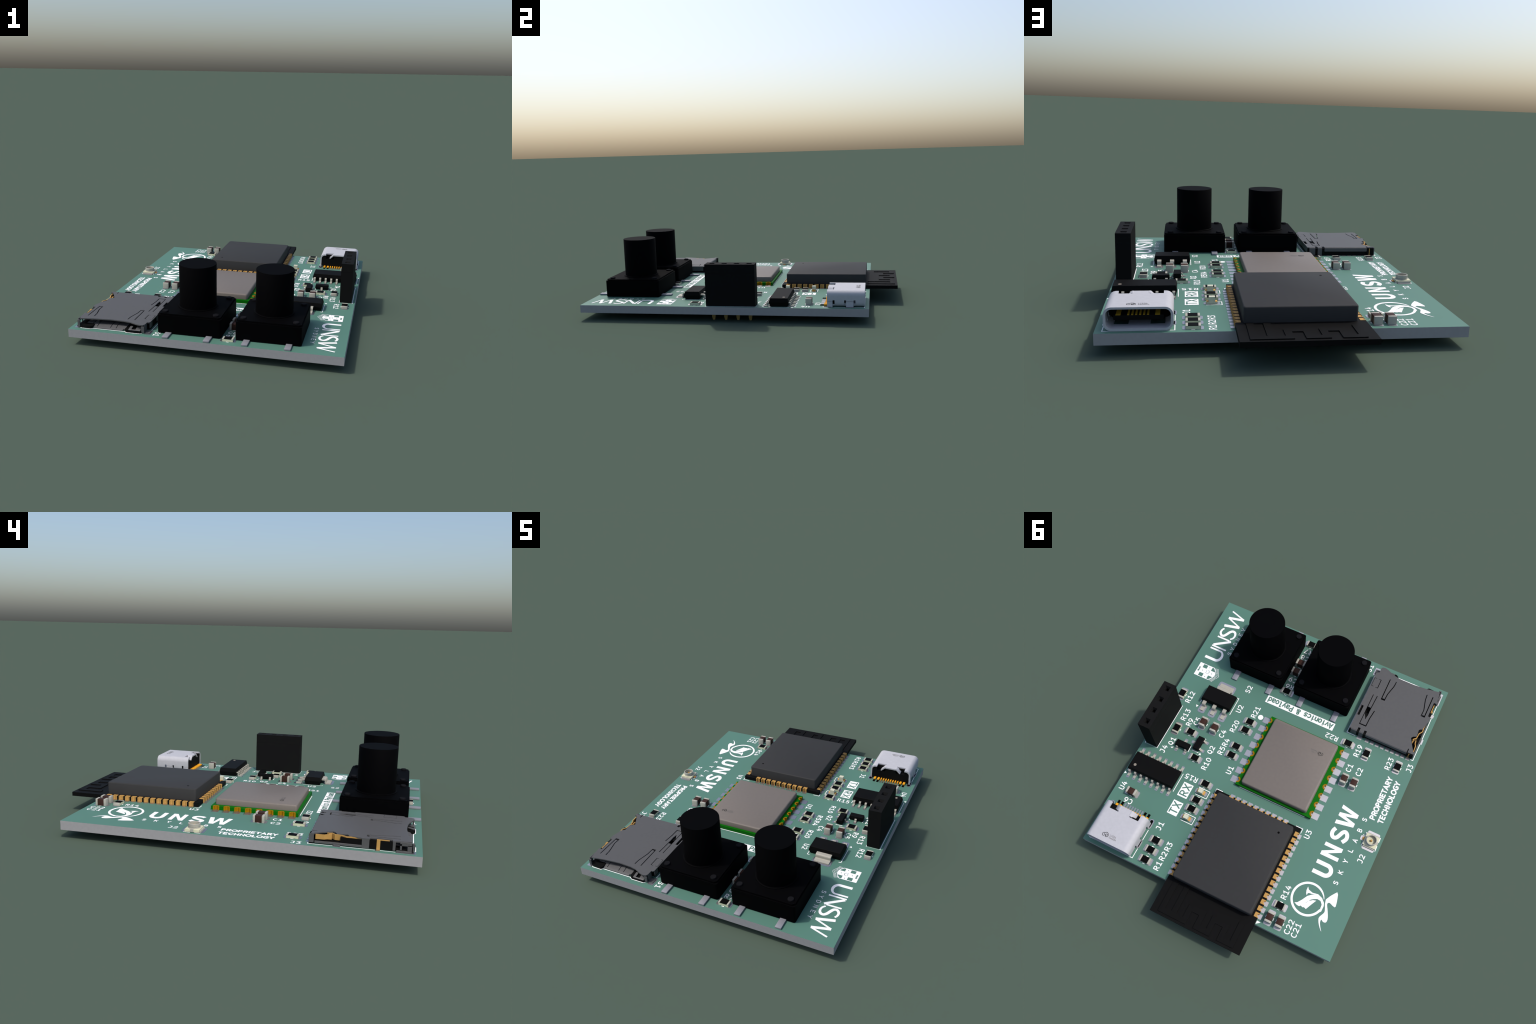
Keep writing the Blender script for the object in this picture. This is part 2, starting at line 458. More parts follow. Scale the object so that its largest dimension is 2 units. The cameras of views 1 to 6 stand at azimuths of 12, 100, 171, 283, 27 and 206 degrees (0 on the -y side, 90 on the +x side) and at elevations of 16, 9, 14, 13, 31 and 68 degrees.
sc = [[(.621, -.510), (.602, -.512), (.590, -.486), (.606, -.474), (.621, -.510)], [(.613, -.507), (.598, -.479)], [(.607, -.509), (.594, -.483)]]
for k, st in enumerate(sc + [mirror(s) for s in sc]):
    add_stroke(bm, st, .0017, INK + .0001 * k)
for k, st in enumerate([[(.603, -.476), (.595, -.463), (.603, -.450)], [(.597, -.480), (.587, -.463), (.597, -.446)], [(.588, -.484), (.577, -.463), (.588, -.442)]]):
    add_stroke(bm, spline(st, 4), .0018, INK + .0008 + .0001 * k)
flat_obj("printed_crest_scroll", bm, M_INK, board)

# round bird emblem with knotted ribbon
bm = bmesh.new()
ring_c = (-.5315, .5625)
add_stroke(bm, arc(ring_c[0], ring_c[1], .0902, .0902, 205, 522, 60), [.003, .009, .0125] + [.0125] * 12, INK, True)
flat_obj("printed_emblem_ring", bm, M_INK, board)
bird = [(-.504, .499), (-.515, .513), (-.541, .520), (-.573, .514), (-.601, .524), (-.621, .543), (-.6275, .560), (-.627, .593),
        (-.6215, .600), (-.6155, .580), (-.614, .558), (-.600, .542), (-.579, .540), (-.558, .551), (-.547, .560), (-.536, .580), (-.522, .594),
        (-.541, .571), (-.560, .556), (-.578, .551), (-.563, .580), (-.545, .618), (-.531, .613), (-.525, .617), (-.511, .613), (-.505, .620), (-.490, .619), (-.473, .612),
        (-.487, .604), (-.503, .582), (-.522, .549), (-.541, .532), (-.560, .525), (-.541, .528), (-.527, .529), (-.518, .533), (-.517, .547), (-.509, .537), (-.504, .520)]
wing = [(-.547, .560), (-.536, .580)]
glyph("printed_emblem_bird", [bird], lift=.0003)
ribbon = spline([(-.623, .522), (-.640, .490), (-.664, .457)], 5) + spline([(-.673, .468), (-.683, .505), (-.688, .534)], 4) \
    + spline([(-.684, .540), (-.671, .537), (-.648, .530), (-.6405, .543), (-.658, .575), (-.675, .612), (-.675, .635), (-.660, .640), (-.646, .633), (-.646, .650), (-.658, .672), (-.673, .692)], 5) \
    + spline([(-.667, .688), (-.650, .670), (-.634, .645), (-.630, .625), (-.644, .592), (-.640, .572), (-.629, .548)], 5)
glyph("printed_emblem_ribbon", [ribbon], lift=.0006)

# loose print: dots, pin-one triangles, outlines of parts
glyph("printed_dot", [circle(.207, -.325, .0168, 28)])
for tri in [[(.610, -.2285), (.593, -.2285), (.6005, -.2135)], [(.611, .094), (.594, .084), (.599, .098)], [(.434, .066), (.418, .062), (.430, .049)],
            [(.777, .366), (.763, .357), (.776, .350)], [(-.331, .811), (-.331, .791), (-.354, .793)]]:
    glyph("printed_triangle", [tri])
line("part_outline", [(.400, -.381), (.388, -.381), (.388, -.257)], [(.5825, -.381), (.5950, -.381), (.5950, -.257)])
line("part_outline", [(.501, .034), (.499, .076)], [(.588, .034), (.588, .050)])
line("part_outline", [(.483, .0545), (.441, .0545)], [(.483, -.0445), (.441, -.0445)])
line("part_outline", [(.4545, .216), (.4545, .338)], [(.767, .216), (.767, .338)])
line("part_outline", [(.6815, -.1835), (.6815, .1365), (.765, .1365), (.765, -.1835), (.6815, -.1835)])
line("part_outline", [(.4655, .609), (.4655, .673)], [(.4655, .731), (.4655, .790), (.7505, .790), (.7505, .731)], [(.7505, .609), (.7505, .673)])
line("part_outline", [(.113, .1405), (-.311, .1405)], [(.113, -.3575), (-.311, -.3575)])
line("part_outline", [(-.293, .2105), (-.335, .2105), (-.335, .239)], [(.190, .2105), (.2285, .2105), (.2285, .236)])
line("part_outline", [(-.761, .064), (-.761, .092)], [(-.761, .118), (-.761, .150)], [(-.6765, .066), (-.6765, .086)], [(-.6765, .128), (-.6765, .150)], [(-.6765, .088), (-.664, .088)])
line("part_outline", [(-.3150, -.905), (-.3150, -.4685), (-.370, -.4685)])
line("part_outline", [(-.7495, -.876), (-.7495, -.808)], [(-.7495, -.782), (-.7495, -.625)], [(-.7495, -.586), (-.7495, -.4685), (-.732, -.4685)])
line("part_outline", [(-.721, -.963), (-.715, -.968), (-.657, -.968), (-.648, -.958), (-.456, -.958), (-.442, -.968), (-.365, -.968), (-.353, -.961)])
for y in (.2705, .4475):
    line("part_outline", [(.328, y - .0238), (.2560, y - .0238), (.2560, y + .0238), (.328, y + .0238)])

# ------------------------------------------------------------------ chip resistors and capacitors (shared meshes)
def bm_mesh(name, build, mat, smooth=35):
    bm = bmesh.new()
    build(bm)
    bmesh.ops.recalc_face_normals(bm, faces=bm.faces)
    me = bpy.data.meshes.new(name)
    bm.to_mesh(me)
    bm.free()
    me.materials.append(mat)
    shade(me, smooth)
    return me

LX, LY = .0305, .0190           # half length and half width of a chip part
RZ = .0152
me_res = bm_mesh("resistor", lambda b: add_box(b, -LX + .001, LX - .001, -LY + .0012, LY - .0012, .0006, RZ), M_RESWHITE)
me_coat = bm_mesh("resistor_coat", lambda b: add_box(b, -LX + .0095, LX - .0095, -LY + .0006, LY - .0006, RZ - .0006, RZ + .0012), M_RESBLACK)
me_rend = bm_mesh("end_cap", lambda b: (add_box(b, -LX, -LX + .0090, -LY + .0004, LY - .0004, RZ - .0012, RZ + .0008, .0003),
                                        add_box(b, -LX - .0006, -LX + .0006, -LY + .0004, LY - .0004, .0004, RZ, .0003)), M_CAPCAP)
CZ = .0385
me_cap = bm_mesh("capacitor", lambda b: add_box(b, -LX + .010, LX - .010, -LY + .0008, LY - .0008, .0012, CZ - .0012, .0008), M_CAPBODY)
me_cend = bm_mesh("end_cap", lambda b: add_box(b, -LX, -LX + .0125, -LY, LY, .0006, CZ, .002), M_CAPCAP)
me_pad = bm_mesh("solder_pad", lambda b: add_prism(b, [rounded(-.0435, -.0125, -.0212, .0212, .0075)], -.0005, .0012), M_PAD)
def ticks(b):
    add_stroke(b, [(-.006, .0228), (.006, .0228)], .0040, .0006)
    add_stroke(b, [(-.006, -.0228), (.006, -.0228)], .0040, .00065)
me_tick = bm_mesh("part_tick", ticks, M_INK)

def put(name, me, x, y, rot, parent=None, z=TOP):
    o = bpy.data.objects.new(name, me)
    bpy.context.scene.collection.objects.link(o)
    o.parent = parent if parent else ROOT
    M = Matrix.Translation((x, y, z)) @ Matrix.Rotation(radians(rot), 4, 'Z')
    o.matrix_basis = (parent.matrix_basis.inverted() @ M) if parent else M
    return o

def chip_part(kind, x, y, rot):
    body, end = (me_res, me_rend) if kind == "resistor" else (me_cap, me_cend)
    o = put(kind, body, x, y, rot)
    put("end_cap", end, x, y, rot, o)
    put("end_cap", end, x, y, rot + 180, o)
    if kind == "resistor":
        put("resistor_coat", me_coat, x, y, rot, o)
    put("solder_pad", me_pad, x, y, rot, board)
    put("solder_pad", me_pad, x, y, rot + 180, board)
    put("part_tick", me_tick, x, y, rot, board)

for x, y, r in [(.250, -.264, 0), (.250, -.202, 0), (.250, -.081, 0), (.250, -.0175, 0), (.545, -.045, 0), (.439, .0955, 0),
                (.302, .2155, 0), (.3015, .3275, 0), (.3015, .3875, 0), (.3925, .643, 0), (.392, .7045, 0), (.392, .767, 0),
                (-.3525, -.397, 0), (-.480, -.3825, 90), (-.682, -.385, 90), (-.4085, .665, 0), (.722, -.2575, 90), (.6355, -.0315, 90),
                (.138, -.556, 0), (.141, -.935, 0)]:
    chip_part("resistor", x, y, r)
for x, y, r in [(.5035, -.1325, 90), (.4245, -.1280, 90), (-.4245, -.170, 90), (-.4870, -.1695, 90), (.6665, .4505, 0),
                (-.3865, .7480, 90), (-.4485, .7475, 90), (.141, -.771, 0), (.141, -.704, 0)]:
    chip_part("capacitor", x, y, r)

# ------------------------------------------------------------------ indicator lamps
def lens(b):
    prof = [(-.0235, .0010), (.0235, .0010), (.0235, .0100), (.0150, .0105), (.0135, .0345), (-.0135, .0345), (-.0150, .0105), (-.0235, .0100)]
    lo = [b.verts.new((x, -.0122, z)) for x, z in prof]
    hi = [b.verts.new((x, .0122, z)) for x, z in prof]
    b.faces.new(lo); b.faces.new(hi)
    for i in range(8):
        j = (i + 1) % 8
        b.faces.new([lo[i], lo[j], hi[j], hi[i]])
me_lens = bm_mesh("indicator_lamp", lens, M_LED)
me_lampgold = bm_mesh("lamp_contact", lambda b: (add_box(b, -.0248, -.0150, -.0118, .0118, .0095, .0122),
                                                 add_box(b, -.0248, -.0230, -.0118, .0118, .0008, .0120)), M_LEDGOLD)
me_lamppad = bm_mesh("solder_pad", lambda b: add_prism(b, [rounded(-.0375, -.0108, -.0145, .0145, .0065)], -.0005, .0012), M_PAD)
for y in (.2705, .4475):
    o = put("indicator_lamp", me_lens, .302, y, 0)
    for r in (0, 180):
        put("lamp_contact", me_lampgold, .302, y, r, o)
        put("solder_pad", me_lamppad, .302, y, r, board)

# ------------------------------------------------------------------ bent leads
def lead_mesh(name, profile, width, thick_, mat):
    """gull-wing lead: a profile in (outwards, height) with thickness, extruded sideways"""
    profile = tidy(profile)
    out = stroke_outline(profile, thick_, False)
    def build(b):
        n = len(profile)
        vs = [[b.verts.new((sx, p[0], p[1])) for p in out] for sx in (-width / 2, width / 2)]
        m = len(out)
        for i in range(m):
            j = (i + 1) % m
            b.faces.new([vs[0][i], vs[0][j], vs[1][j], vs[1][i]])
        for v in vs:
            R, L = v[:n], list(reversed(v[n:]))
            for i in range(n - 1):
                b.faces.new([R[i], R[i + 1], L[i + 1], L[i]])
    return bm_mesh(name, build, mat, 50)

def gull(y0, y1, h, r):
    ym = (y0 + y1) / 2 - .001
    return [(y0, h)] + arc(ym - r, h - r, r, r, 90, 0, 5) + arc(ym + r, .0032 + r, r, r, 180, 270, 5) + [(y1, .0032)]

def moulded(name, x, y, hx, hy, z0, z1, taper, zmid, mat):
    """moulded package with drafted sides above and below the lead line"""
    bm = bmesh.new()
    rings = []
    for z, k in ((z0, taper), (zmid, 0), (z1, taper)):
        rings.append([bm.verts.new((x + sx * (hx - k), y + sy * (hy - k), z)) for sx, sy in ((1, 1), (-1, 1), (-1, -1), (1, -1))])
    bm.faces.new(rings[0]); bm.faces.new(rings[2])
    for a, b in ((0, 1), (1, 2)):
        for i in range(4):
            j = (i + 1) % 4
            bm.faces.new([rings[a][i], rings[a][j], rings[b][j], rings[b][i]])
    bmesh.ops.recalc_face_normals(bm, faces=bm.faces)
    bmesh.ops.bevel(bm, geom=[e for e in bm.edges], offset=.0012, segments=1, affect='EDGES')
    return from_bm(name, bm, mat)

# sixteen-pin chip
UX, UY = .6105, .2755
chip = moulded("microchip", UX, UY, .1510, .0600, TOP + .003, TOP + .0535, .006, TOP + .029, M_CHIP)
me_pin = lead_mesh("pin", gull(.050, .0935, .0255, .0060), .0125, .0055, M_TIN)
for i in range(8):
    px = UX + (i - 3.5) * 1.27 * MM
    for r in (0, 180):
        put("pin", me_pin, px, UY, r, chip)
    pad(px - .0092, px + .0092, UY + .048, UY + .1035, .004)
    pad(px - .0092, px + .0092, UY - .1035, UY - .048, .004)
prism("chip_dot", [circle(.724, .3025, .0085, 18)], TOP + .0530, TOP + .0540, M_CHIPDOT, chip)

# voltage regulator with wide tab
RX, RY = .4915, -.3170
reg = moulded("voltage_regulator", RX, RY, .1000, .0540, TOP + .002, TOP + .0510, .0070, TOP + .026, M_CHIP)
me_rp = lead_mesh("pin", gull(.045, .1110, .0270, .0090), .0225, .0075, M_TIN)
me_rt = lead_mesh("tab", gull(.045, .1110, .0270, .0090), .0920, .0075, M_TIN)
for i in (-1, 0, 1):
    put("pin", me_rp, RX + i * .0703, RY, 0, reg)
    pad(RX + i * .0703 - .0229, RX + i * .0703 + .0229, RY + .0660, RY + .1265, .0115)
put("tab", me_rt, RX, RY, 180, reg)
pad(RX - .0581, RX + .0581, RY - .1265, RY - .0660, .015)

# two small transistors
me_tp = lead_mesh("pin", gull(.016, .0385, .0165, .0040), .0125, .0040, M_TIN)
def transistor(x, y, rot):
    hx, hy = (.0450, .0205) if rot % 180 == 0 else (.0205, .0450)
    o = moulded("transistor", x, y, hx, hy, TOP + .003, TOP + .0330, .003, TOP + .018, M_CHIP)
    for du, side in ((-.0290, 0), (.0290, 0), (0, 180)):
        a = radians(rot)
        sgn = 1
        px, py = x + du * cos(a), y + du * sin(a)
        put("pin", me_tp, px, py, rot + side, o)
        c = radians(rot + side)
        ox, oy = px - sin(c) * .0335, py + cos(c) * .0335
        s0, s1 = (.0095, .0165) if rot % 180 == 0 else (.0165, .0095)
        pad(ox - s0, ox + s0, oy - s1, oy + s1, .0045)
transistor(.544, .0545, 0)
transistor(.4615, .0050, 90)

# ------------------------------------------------------------------ tall socket header
HX, HY = .7212, -.0236
hx, hy = 1.235 * MM, 5.08 * MM
loops = [[(HX - hx, HY - hy), (HX + hx, HY - hy), (HX + hx, HY + hy), (HX - hx, HY + hy)]]
ys = [HY + (i - 1.5) * 2.54 * MM for i in range(4)]
bm = bmesh.new()
def hole(y, r):
    return [(HX - r, y - r), (HX - r, y + r), (HX + r, y + r), (HX + r, y - r)]
add_prism(bm, loops + [hole(y, .0165) for y in ys], .3000, .3555)
add_prism(bm, loops, TOP + .0010, .2995)
header = from_bm("socket_header", bm, M_HEADER)
for y in ys:
    # funnel mouth of each socket, and the pin that goes through the board
    bm = bmesh.new()
    o4 = [bm.verts.new((p[0], p[1], .3553)) for p in hole(y, .0163)]
    i4 = [bm.verts.new((p[0], p[1], .3420)) for p in hole(y, .0075)]
    b4 = [bm.verts.new((p[0], p[1], .3050)) for p in hole(y, .0075)]
    for i in range(4):
        j = (i + 1) % 4
        bm.faces.new([o4[i], o4[j], i4[j], i4[i]]); bm.faces.new([i4[i], i4[j], b4[j], b4[i]])
    from_bm("socket_mouth", bm, M_HEADER, header)
    bm = bmesh.new()
    q = [(.0105, .0085, BOT + .002), (.0105, .0085, .020), (.0060, .0050, .0)]
    rings = [[bm.verts.new((HX + sx * a * .9, y + sy * b * 1.2, z)) for sx, sy in ((1, 1), (-1, 1), (-1, -1), (1, -1))] for a, b, z in q]
    for k in (0, 1):
        for i in range(4):
            j = (i + 1) % 4
            bm.faces.new([rings[k][i], rings[k][j], rings[k + 1][j], rings[k + 1][i]])
    bm.faces.new(rings[0]); bm.faces.new(rings[2])
    from_bm("header_pin", bm, M_PINGOLD, header)
    prism("solder_ring", [circle(HX, y, .026, 24)], BOT - .0010, BOT + .0005, M_PAD, board)

# ------------------------------------------------------------------ push buttons
def push_button(bx, by):
    h = .1838
    bm = bmesh.new()
    add_prism(bm, [rounded(bx - h, bx + h, by - h, by + h, .012, 4)], TOP + .0035, .2040)
    base = from_bm("push_button", bm, M_BUTTON, None, 30)
    bm = bmesh.new()
    c, k = h - .006, .013
    add_prism(bm, [[(bx - c + k, by - c), (bx + c - k, by - c), (bx + c, by - c + k), (bx + c, by + c - k), (bx + c - k, by + c), (bx - c + k, by + c), (bx - c, by + c - k), (bx - c, by - c + k)]], .2038, .2133)
    from_bm("cover_plate", bm, M_BUTTON, base)
    bm = bmesh.new()
    prof = [(.1150, .2131), (.1150, .2165), (.1120, .2185), (.1070, .2190), (.1070, .4635), (.1060, .4648)]
    n = 64
    rings = [[bm.verts.new((bx + r * cos(2 * pi * i / n), by + r * sin(2 * pi * i / n), z)) for i in range(n)] for r, z in prof]
    for a in range(len(prof) - 1):
        for i in range(n):
            j = (i + 1) % n
            bm.faces.new([rings[a][i], rings[a][j], rings[a + 1][j], rings[a + 1][i]])
    bm.faces.new(rings[-1]); bm.faces.new(rings[0])
    from_bm("plunger", bm, M_BUTTON, base, 40)
    for sx in (-1, 1):
        for sy in (-1, 1):
            bm = bmesh.new()
            n = 24
            rings = [[bm.verts.new((bx + sx * .1465 + r * cos(2 * pi * i / n), by + sy * .1465 + r * sin(2 * pi * i / n), z)) for i in range(n)]
                     for r, z in ((.0170, .2130), (.0170, .2190), (.0150, .2218))]
            for a in (0, 1):
                for i in range(n):
                    j = (i + 1) % n
                    bm.faces.new([rings[a][i], rings[a][j], rings[a + 1][j], rings[a + 1][i]])
            bm.faces.new(rings[2])
            from_bm("rivet", bm, M_RIVET, base, 30)
            lx = bx + sx * .1175
            y_in, y_out = by + sy * .160, by + sy * .2520
            box("leg", lx - .0172, lx + .0172, min(y_in, y_out), max(y_in, y_out), TOP + .0008, TOP + .0105, M_LEG, base, .001)

push_button(.3600, -.7400)
push_button(-.0875, -.7450)

# ------------------------------------------------------------------ wireless module with shield and antenna tab
MX0, MX1, MY0, MY1, MZ = -.3290, .2225, .2195, 1.000, .1190
mxc = (MX0 + MX1) / 2
side_y = [.2620 + i * 1.27 * MM for i in range(14)]
front_x = [mxc + (i - 4.5) * 1.27 * MM for i in range(10)]
hw, dep = .0140, .0240
out = []
for x in front_x:
    out += [(x - hw, MY0), (x - hw, MY0 + dep), (x + hw, MY0 + dep), (x + hw, MY0)]
loop = [(MX0, MY0)] + out + [(MX1, MY0)]
for y in side_y:
    loop += [(MX1, y - hw), (MX1 - dep, y - hw), (MX1 - dep, y + hw), (MX1, y + hw)]
loop += [(MX1, MY1), (MX0, MY1)]
for y in reversed(side_y):
    loop += [(MX0, y + hw), (MX0 + dep, y + hw), (MX0 + dep, y - hw), (MX0, y - hw)]
module = prism("wireless_module", [loop], TOP + .0013, MZ, M_MODPCB)
def castellation(b):
    # half-hole metallised edge; outer edge faces -y at y = 0
    r = .0088
    lp = [(-hw + .0004, -.0008), (-r, -.0008)] + arc(0, -.0008, r, r, 180, 0, 10)[1:-1] + [(r, -.0008), (hw - .0004, -.0008), (hw - .0004, dep - .0004), (-hw + .0004, dep - .0004)]
    add_prism(b, [lp], TOP + .0014, MZ + .0008)
me_cast = bm_mesh("edge_contact", castellation, M_GOLD, 30)
for x in front_x:
    put("edge_contact", me_cast, x, MY0, 0, module, 0)
    pad(x - .0138, x + .0138, MY0 - .0185, MY0 + .0200)
for y in side_y:
    put("edge_contact", me_cast, MX1, y, 90, module, 0)
    put("edge_contact", me_cast, MX0, y, -90, module, 0)
    pad(MX1 - .0200, MX1 + .0180, y - .0138, y + .0138)
    pad(MX0 - .0180, MX0 + .0200, y - .0138, y + .0138)
bm = bmesh.new()
lp = rounded(-.2940, .1900, .2465, .7895, .0120, 5)
def can(bm, lp, z0, z1, e):
    cxm = sum(p[0] for p in lp) / len(lp); cym = sum(p[1] for p in lp) / len(lp)
    rings = []
    x0, x1 = min(p[0] for p in lp), max(p[0] for p in lp)
    y0, y1 = min(p[1] for p in lp), max(p[1] for p in lp)
    for dz, k in ((0, 0), (1, 0), (None, .35), (None, 1)):
        z = z0 if dz == 0 else z1 - e if dz == 1 else z1 - e * .3 if k < 1 else z1
        sx, sy = 1 - 2 * k * e / (x1 - x0), 1 - 2 * k * e / (y1 - y0)
        rings.append([bm.verts.new((cxm + (p[0] - cxm) * sx, cym + (p[1] - cym) * sy, z)) for p in lp])
    n = len(lp)
    for a in range(3):
        for i in range(n):
            j = (i + 1) % n
            bm.faces.new([rings[a][i], rings[a][j], rings[a + 1][j], rings[a + 1][i]])
    bm.faces.new(rings[0]); bm.faces.new(rings[3])
can(bm, lp, MZ - .0005, .1878, .0055)
from_bm("shield_can", bm, M_CAN, module, 50)
prism("vent_dot", [circle(-.2300, .3150, .0066, 18)], .1870, .1881, M_BLACKPAD, module)
# meander antenna, slightly raised trace
bm = bmesh.new()
meander = [(-.2665, .8410), (-.2665, .9685), (-.1975, .9685), (-.1975, .8925), (-.1205, .8925), (-.1205, .9685), (-.0520, .9685), (-.0520, .8925),
           (.0245, .8925), (.0245, .9685), (.1655, .9685), (.1655, .8000)]
add_prism(bm, [stroke_outline(meander, .0310, False)], MZ - .0005, MZ + .0045)
add_prism(bm, [[(.0805, .8000), (.1115, .8000), (.1115, .9528), (.0805, .9528)]], MZ - .0005, MZ + .0045)
from_bm("antenna_trace", bm, M_MODPCB, module)

# ------------------------------------------------------------------ radio module on bright green board
QX0, QX1, QY0, QY1, QZ = -.3480, .1425, -.3530, .1390, .1165
qys = [-.1060 + (i - 3.5) * 2.008 * MM for i in range(8)]
rr = .0185
loop = [(QX0, QY0), (QX1, QY0)]
for y in qys:
    loop += arc(QX1, y, rr, rr, 270, 90, 12)
loop += [(QX1, QY1), (QX0, QY1)]
for y in reversed(qys):
    loop += arc(QX0, y, rr, rr, 90, -90, 12)
radio = prism("radio_module", [loop], TOP + .0013, QZ, M_RADPCB)
def half_ring(b):
    lp = arc(0, 0, rr - .0002, rr - .0002, 90, 270, 14) + arc(0, 0, .0098, .0098, 270, 90, 10)
    lp = [(x + .0003, y) for x, y in lp]
    add_prism(b, [lp], TOP + .0014, QZ + .0008)
me_half = bm_mesh("edge_contact", half_ring, M_RADGOLD, 30)
for y in qys:
    put("edge_contact", me_half, QX1, y, 0, radio, 0)
    put("edge_contact", me_half, QX0, y, 180, radio, 0)
    pad(QX1 - .0150, QX1 + .0420, y - .0197, y + .0197)
    pad(QX0 - .0400, QX0 + .0150, y - .0197, y + .0197)
bm = bmesh.new()
can(bm, rounded(-.3130, .1100, -.3390, .1245, .012, 5), QZ - .0005, .1510, .0075)
from_bm("shield_can", bm, M_RADCAN, radio, 60)

def cloud_mark(parent, cx_, cy_, z, k, rot):
    """small cloud outline with two tiny words beside it"""
    a = radians(rot)
    pl = lambda u, v: (cx_ + (u * cos(a) - v * sin(a)) * k, cy_ + (u * sin(a) + v * cos(a)) * k)
    bm = bmesh.new()
    pts = spline([(-.30, -.55), (-.75, -.50), (-.95, -.05), (-.70, .35), (-.35, .35), (0, .70), (.50, .60), (.80, .20), (.95, -.15), (.70, -.50), (.15, -.52), (.10, -.20), (-.30, -.10), (-.50, .05)], 5)
    add_stroke(bm, [pl(*p) for p in pts], .16 * k, z)
    add_stroke(bm, [pl(*p) for p in arc(.35, -.05, .30, .28, 0, 300, 10)], .14 * k, z + .0003)
    flat_obj("printed_mark", bm, M_MARK, parent)
    bm = bmesh.new()
    add_text(bm, "LCEDA", .50 * k, .07 * k, .40 * k, z, lambda u, v: pl(1.45 + u / k, .10 + v / k), 1.0, False)
    add_text(bm, "EasyEDA", .42 * k, .07 * k, .34 * k, z, lambda u, v: pl(1.45 + u / k, -.55 + v / k), 1.0, False)
    flat_obj("printed_mark", bm, M_MARKSOFT, parent)
cloud_mark(radio, -.2360, -.2400, .1514, .0170, 0)

# ------------------------------------------------------------------ tiny coaxial jack
KX, KY = -.7185, .1075
coax = box("coaxial_jack", KX - .0400, KX + .0400, KY - .0370, KY + .0370, TOP + .0020, TOP + .0150, M_COAX, None, .0008, 1)
def turned(name, x, y, prof, mat, parent, n=40, closed=False):
    bm = bmesh.new()
    rings = [[bm.verts.new((x + r * cos(2 * pi * i / n), y + r * sin(2 * pi * i / n), z)) for i in range(n)] for r, z in prof]
    m = len(rings)
    for a in range(m if closed else m - 1):
        b = (a + 1) % m
        for i in range(n):
            j = (i + 1) % n
            bm.faces.new([rings[a][i], rings[a][j], rings[b][j], rings[b][i]])
    if not closed:
        bm.faces.new(rings[-1])
    return from_bm(name, bm, mat, parent, 35)
T = TOP
turned("jack_ring", KX, KY, [(.0312, T + .0145), (.0312, T + .0190), (.0296, T + .0200), (.0296, T + .0225), (.0312, T + .0235), (.0312, T + .0375), (.0300, T + .0387),
                             (.0272, T + .0387), (.0262, T + .0375), (.0262, T + .0145)], M_COAXMETAL, coax, closed=True)
turned("jack_pin", KX, KY, [(.0060, T + .0145), (.0060, T + .0270), (.0048, T + .0300), (.0020, T + .0312)], M_GOLD, coax, 16)
box("ground_tab", KX - .0330, KX + .0330, KY - .0440, KY - .0372, TOP + .0012, TOP + .0085, M_COAXMETAL, coax)
box("ground_tab", KX - .0330, KX + .0330, KY + .0372, KY + .0440, TOP + .0012, TOP + .0085, M_COAXMETAL, coax)
box("ground_tab", KX - .0418, KX - .0300, KY - .0085, KY + .0085, TOP + .0030, TOP + .0158, M_COAXMETAL, coax)
box("signal_tab", KX + .0402, KX + .0520, KY - .0088, KY + .0088, TOP + .0012, TOP + .0060, M_GOLD, coax)
pad(KX - .0365, KX + .0365, KY - .0590, KY - .0270, .0080)
pad(KX - .0365, KX + .0365, KY + .0270, KY + .0580, .0080)
pad(KX + .0400, KX + .0640, KY - .0145, KY + .0145, .0080)

# ------------------------------------------------------------------ port with rounded shell
PXC, PW, PY0, PY1, PZ1 = .6082, .1370, .5670, .7915, .1945
PZ0 = TOP + .0010
def xz_ring(x0, x1, z0, z1, r):
    return rounded(x0, x1, z0, z1, r, 8)
def add_xz_prism(bm, loops, y0, y1):
    n0 = len(bm.verts)
    add_prism(bm, loops, y0, y1)
    bm.verts.ensure_lookup_table()
    for v in list(bm.verts)[n0:]:
        v.co = Vector((v.co.x, v.co.z, v.co.y))
bm = bmesh.new()
add_xz_prism(bm, [xz_ring(PXC - PW, PXC + PW, PZ0, PZ1, .0330), list(reversed(xz_ring(PXC - PW + .0095, PXC + PW - .0095, PZ0 + .0095, PZ1 - .0090, .0240)))], PY0, PY1)
usb = from_bm("data_port", bm, M_USB, None, 35)

def cut(target, cutters):
    bm = bmesh.new()
    for c in cutters:
        c(bm)
    bmesh.ops.recalc_face_normals(bm, faces=bm.faces)
    me = bpy.data.meshes.new("cutter")
    bm.to_mesh(me); bm.free()
    co = bpy.data.objects.new("cutter", me)
    bpy.context.scene.collection.objects.link(co)
    md = target.modifiers.new("cut", 'BOOLEAN')
    md.object = co
    md.operation = 'DIFFERENCE'
    md.solver = 'EXACT'
    md.use_self = True
    dg = bpy.context.evaluated_depsgraph_get()
    new = bpy.data.meshes.new_from_object(target.evaluated_get(dg))
    target.modifiers.clear()
    old = target.data
    target.data = new
    if not new.materials:
        new.materials.append(old.materials[0])
    bpy.data.objects.remove(co)

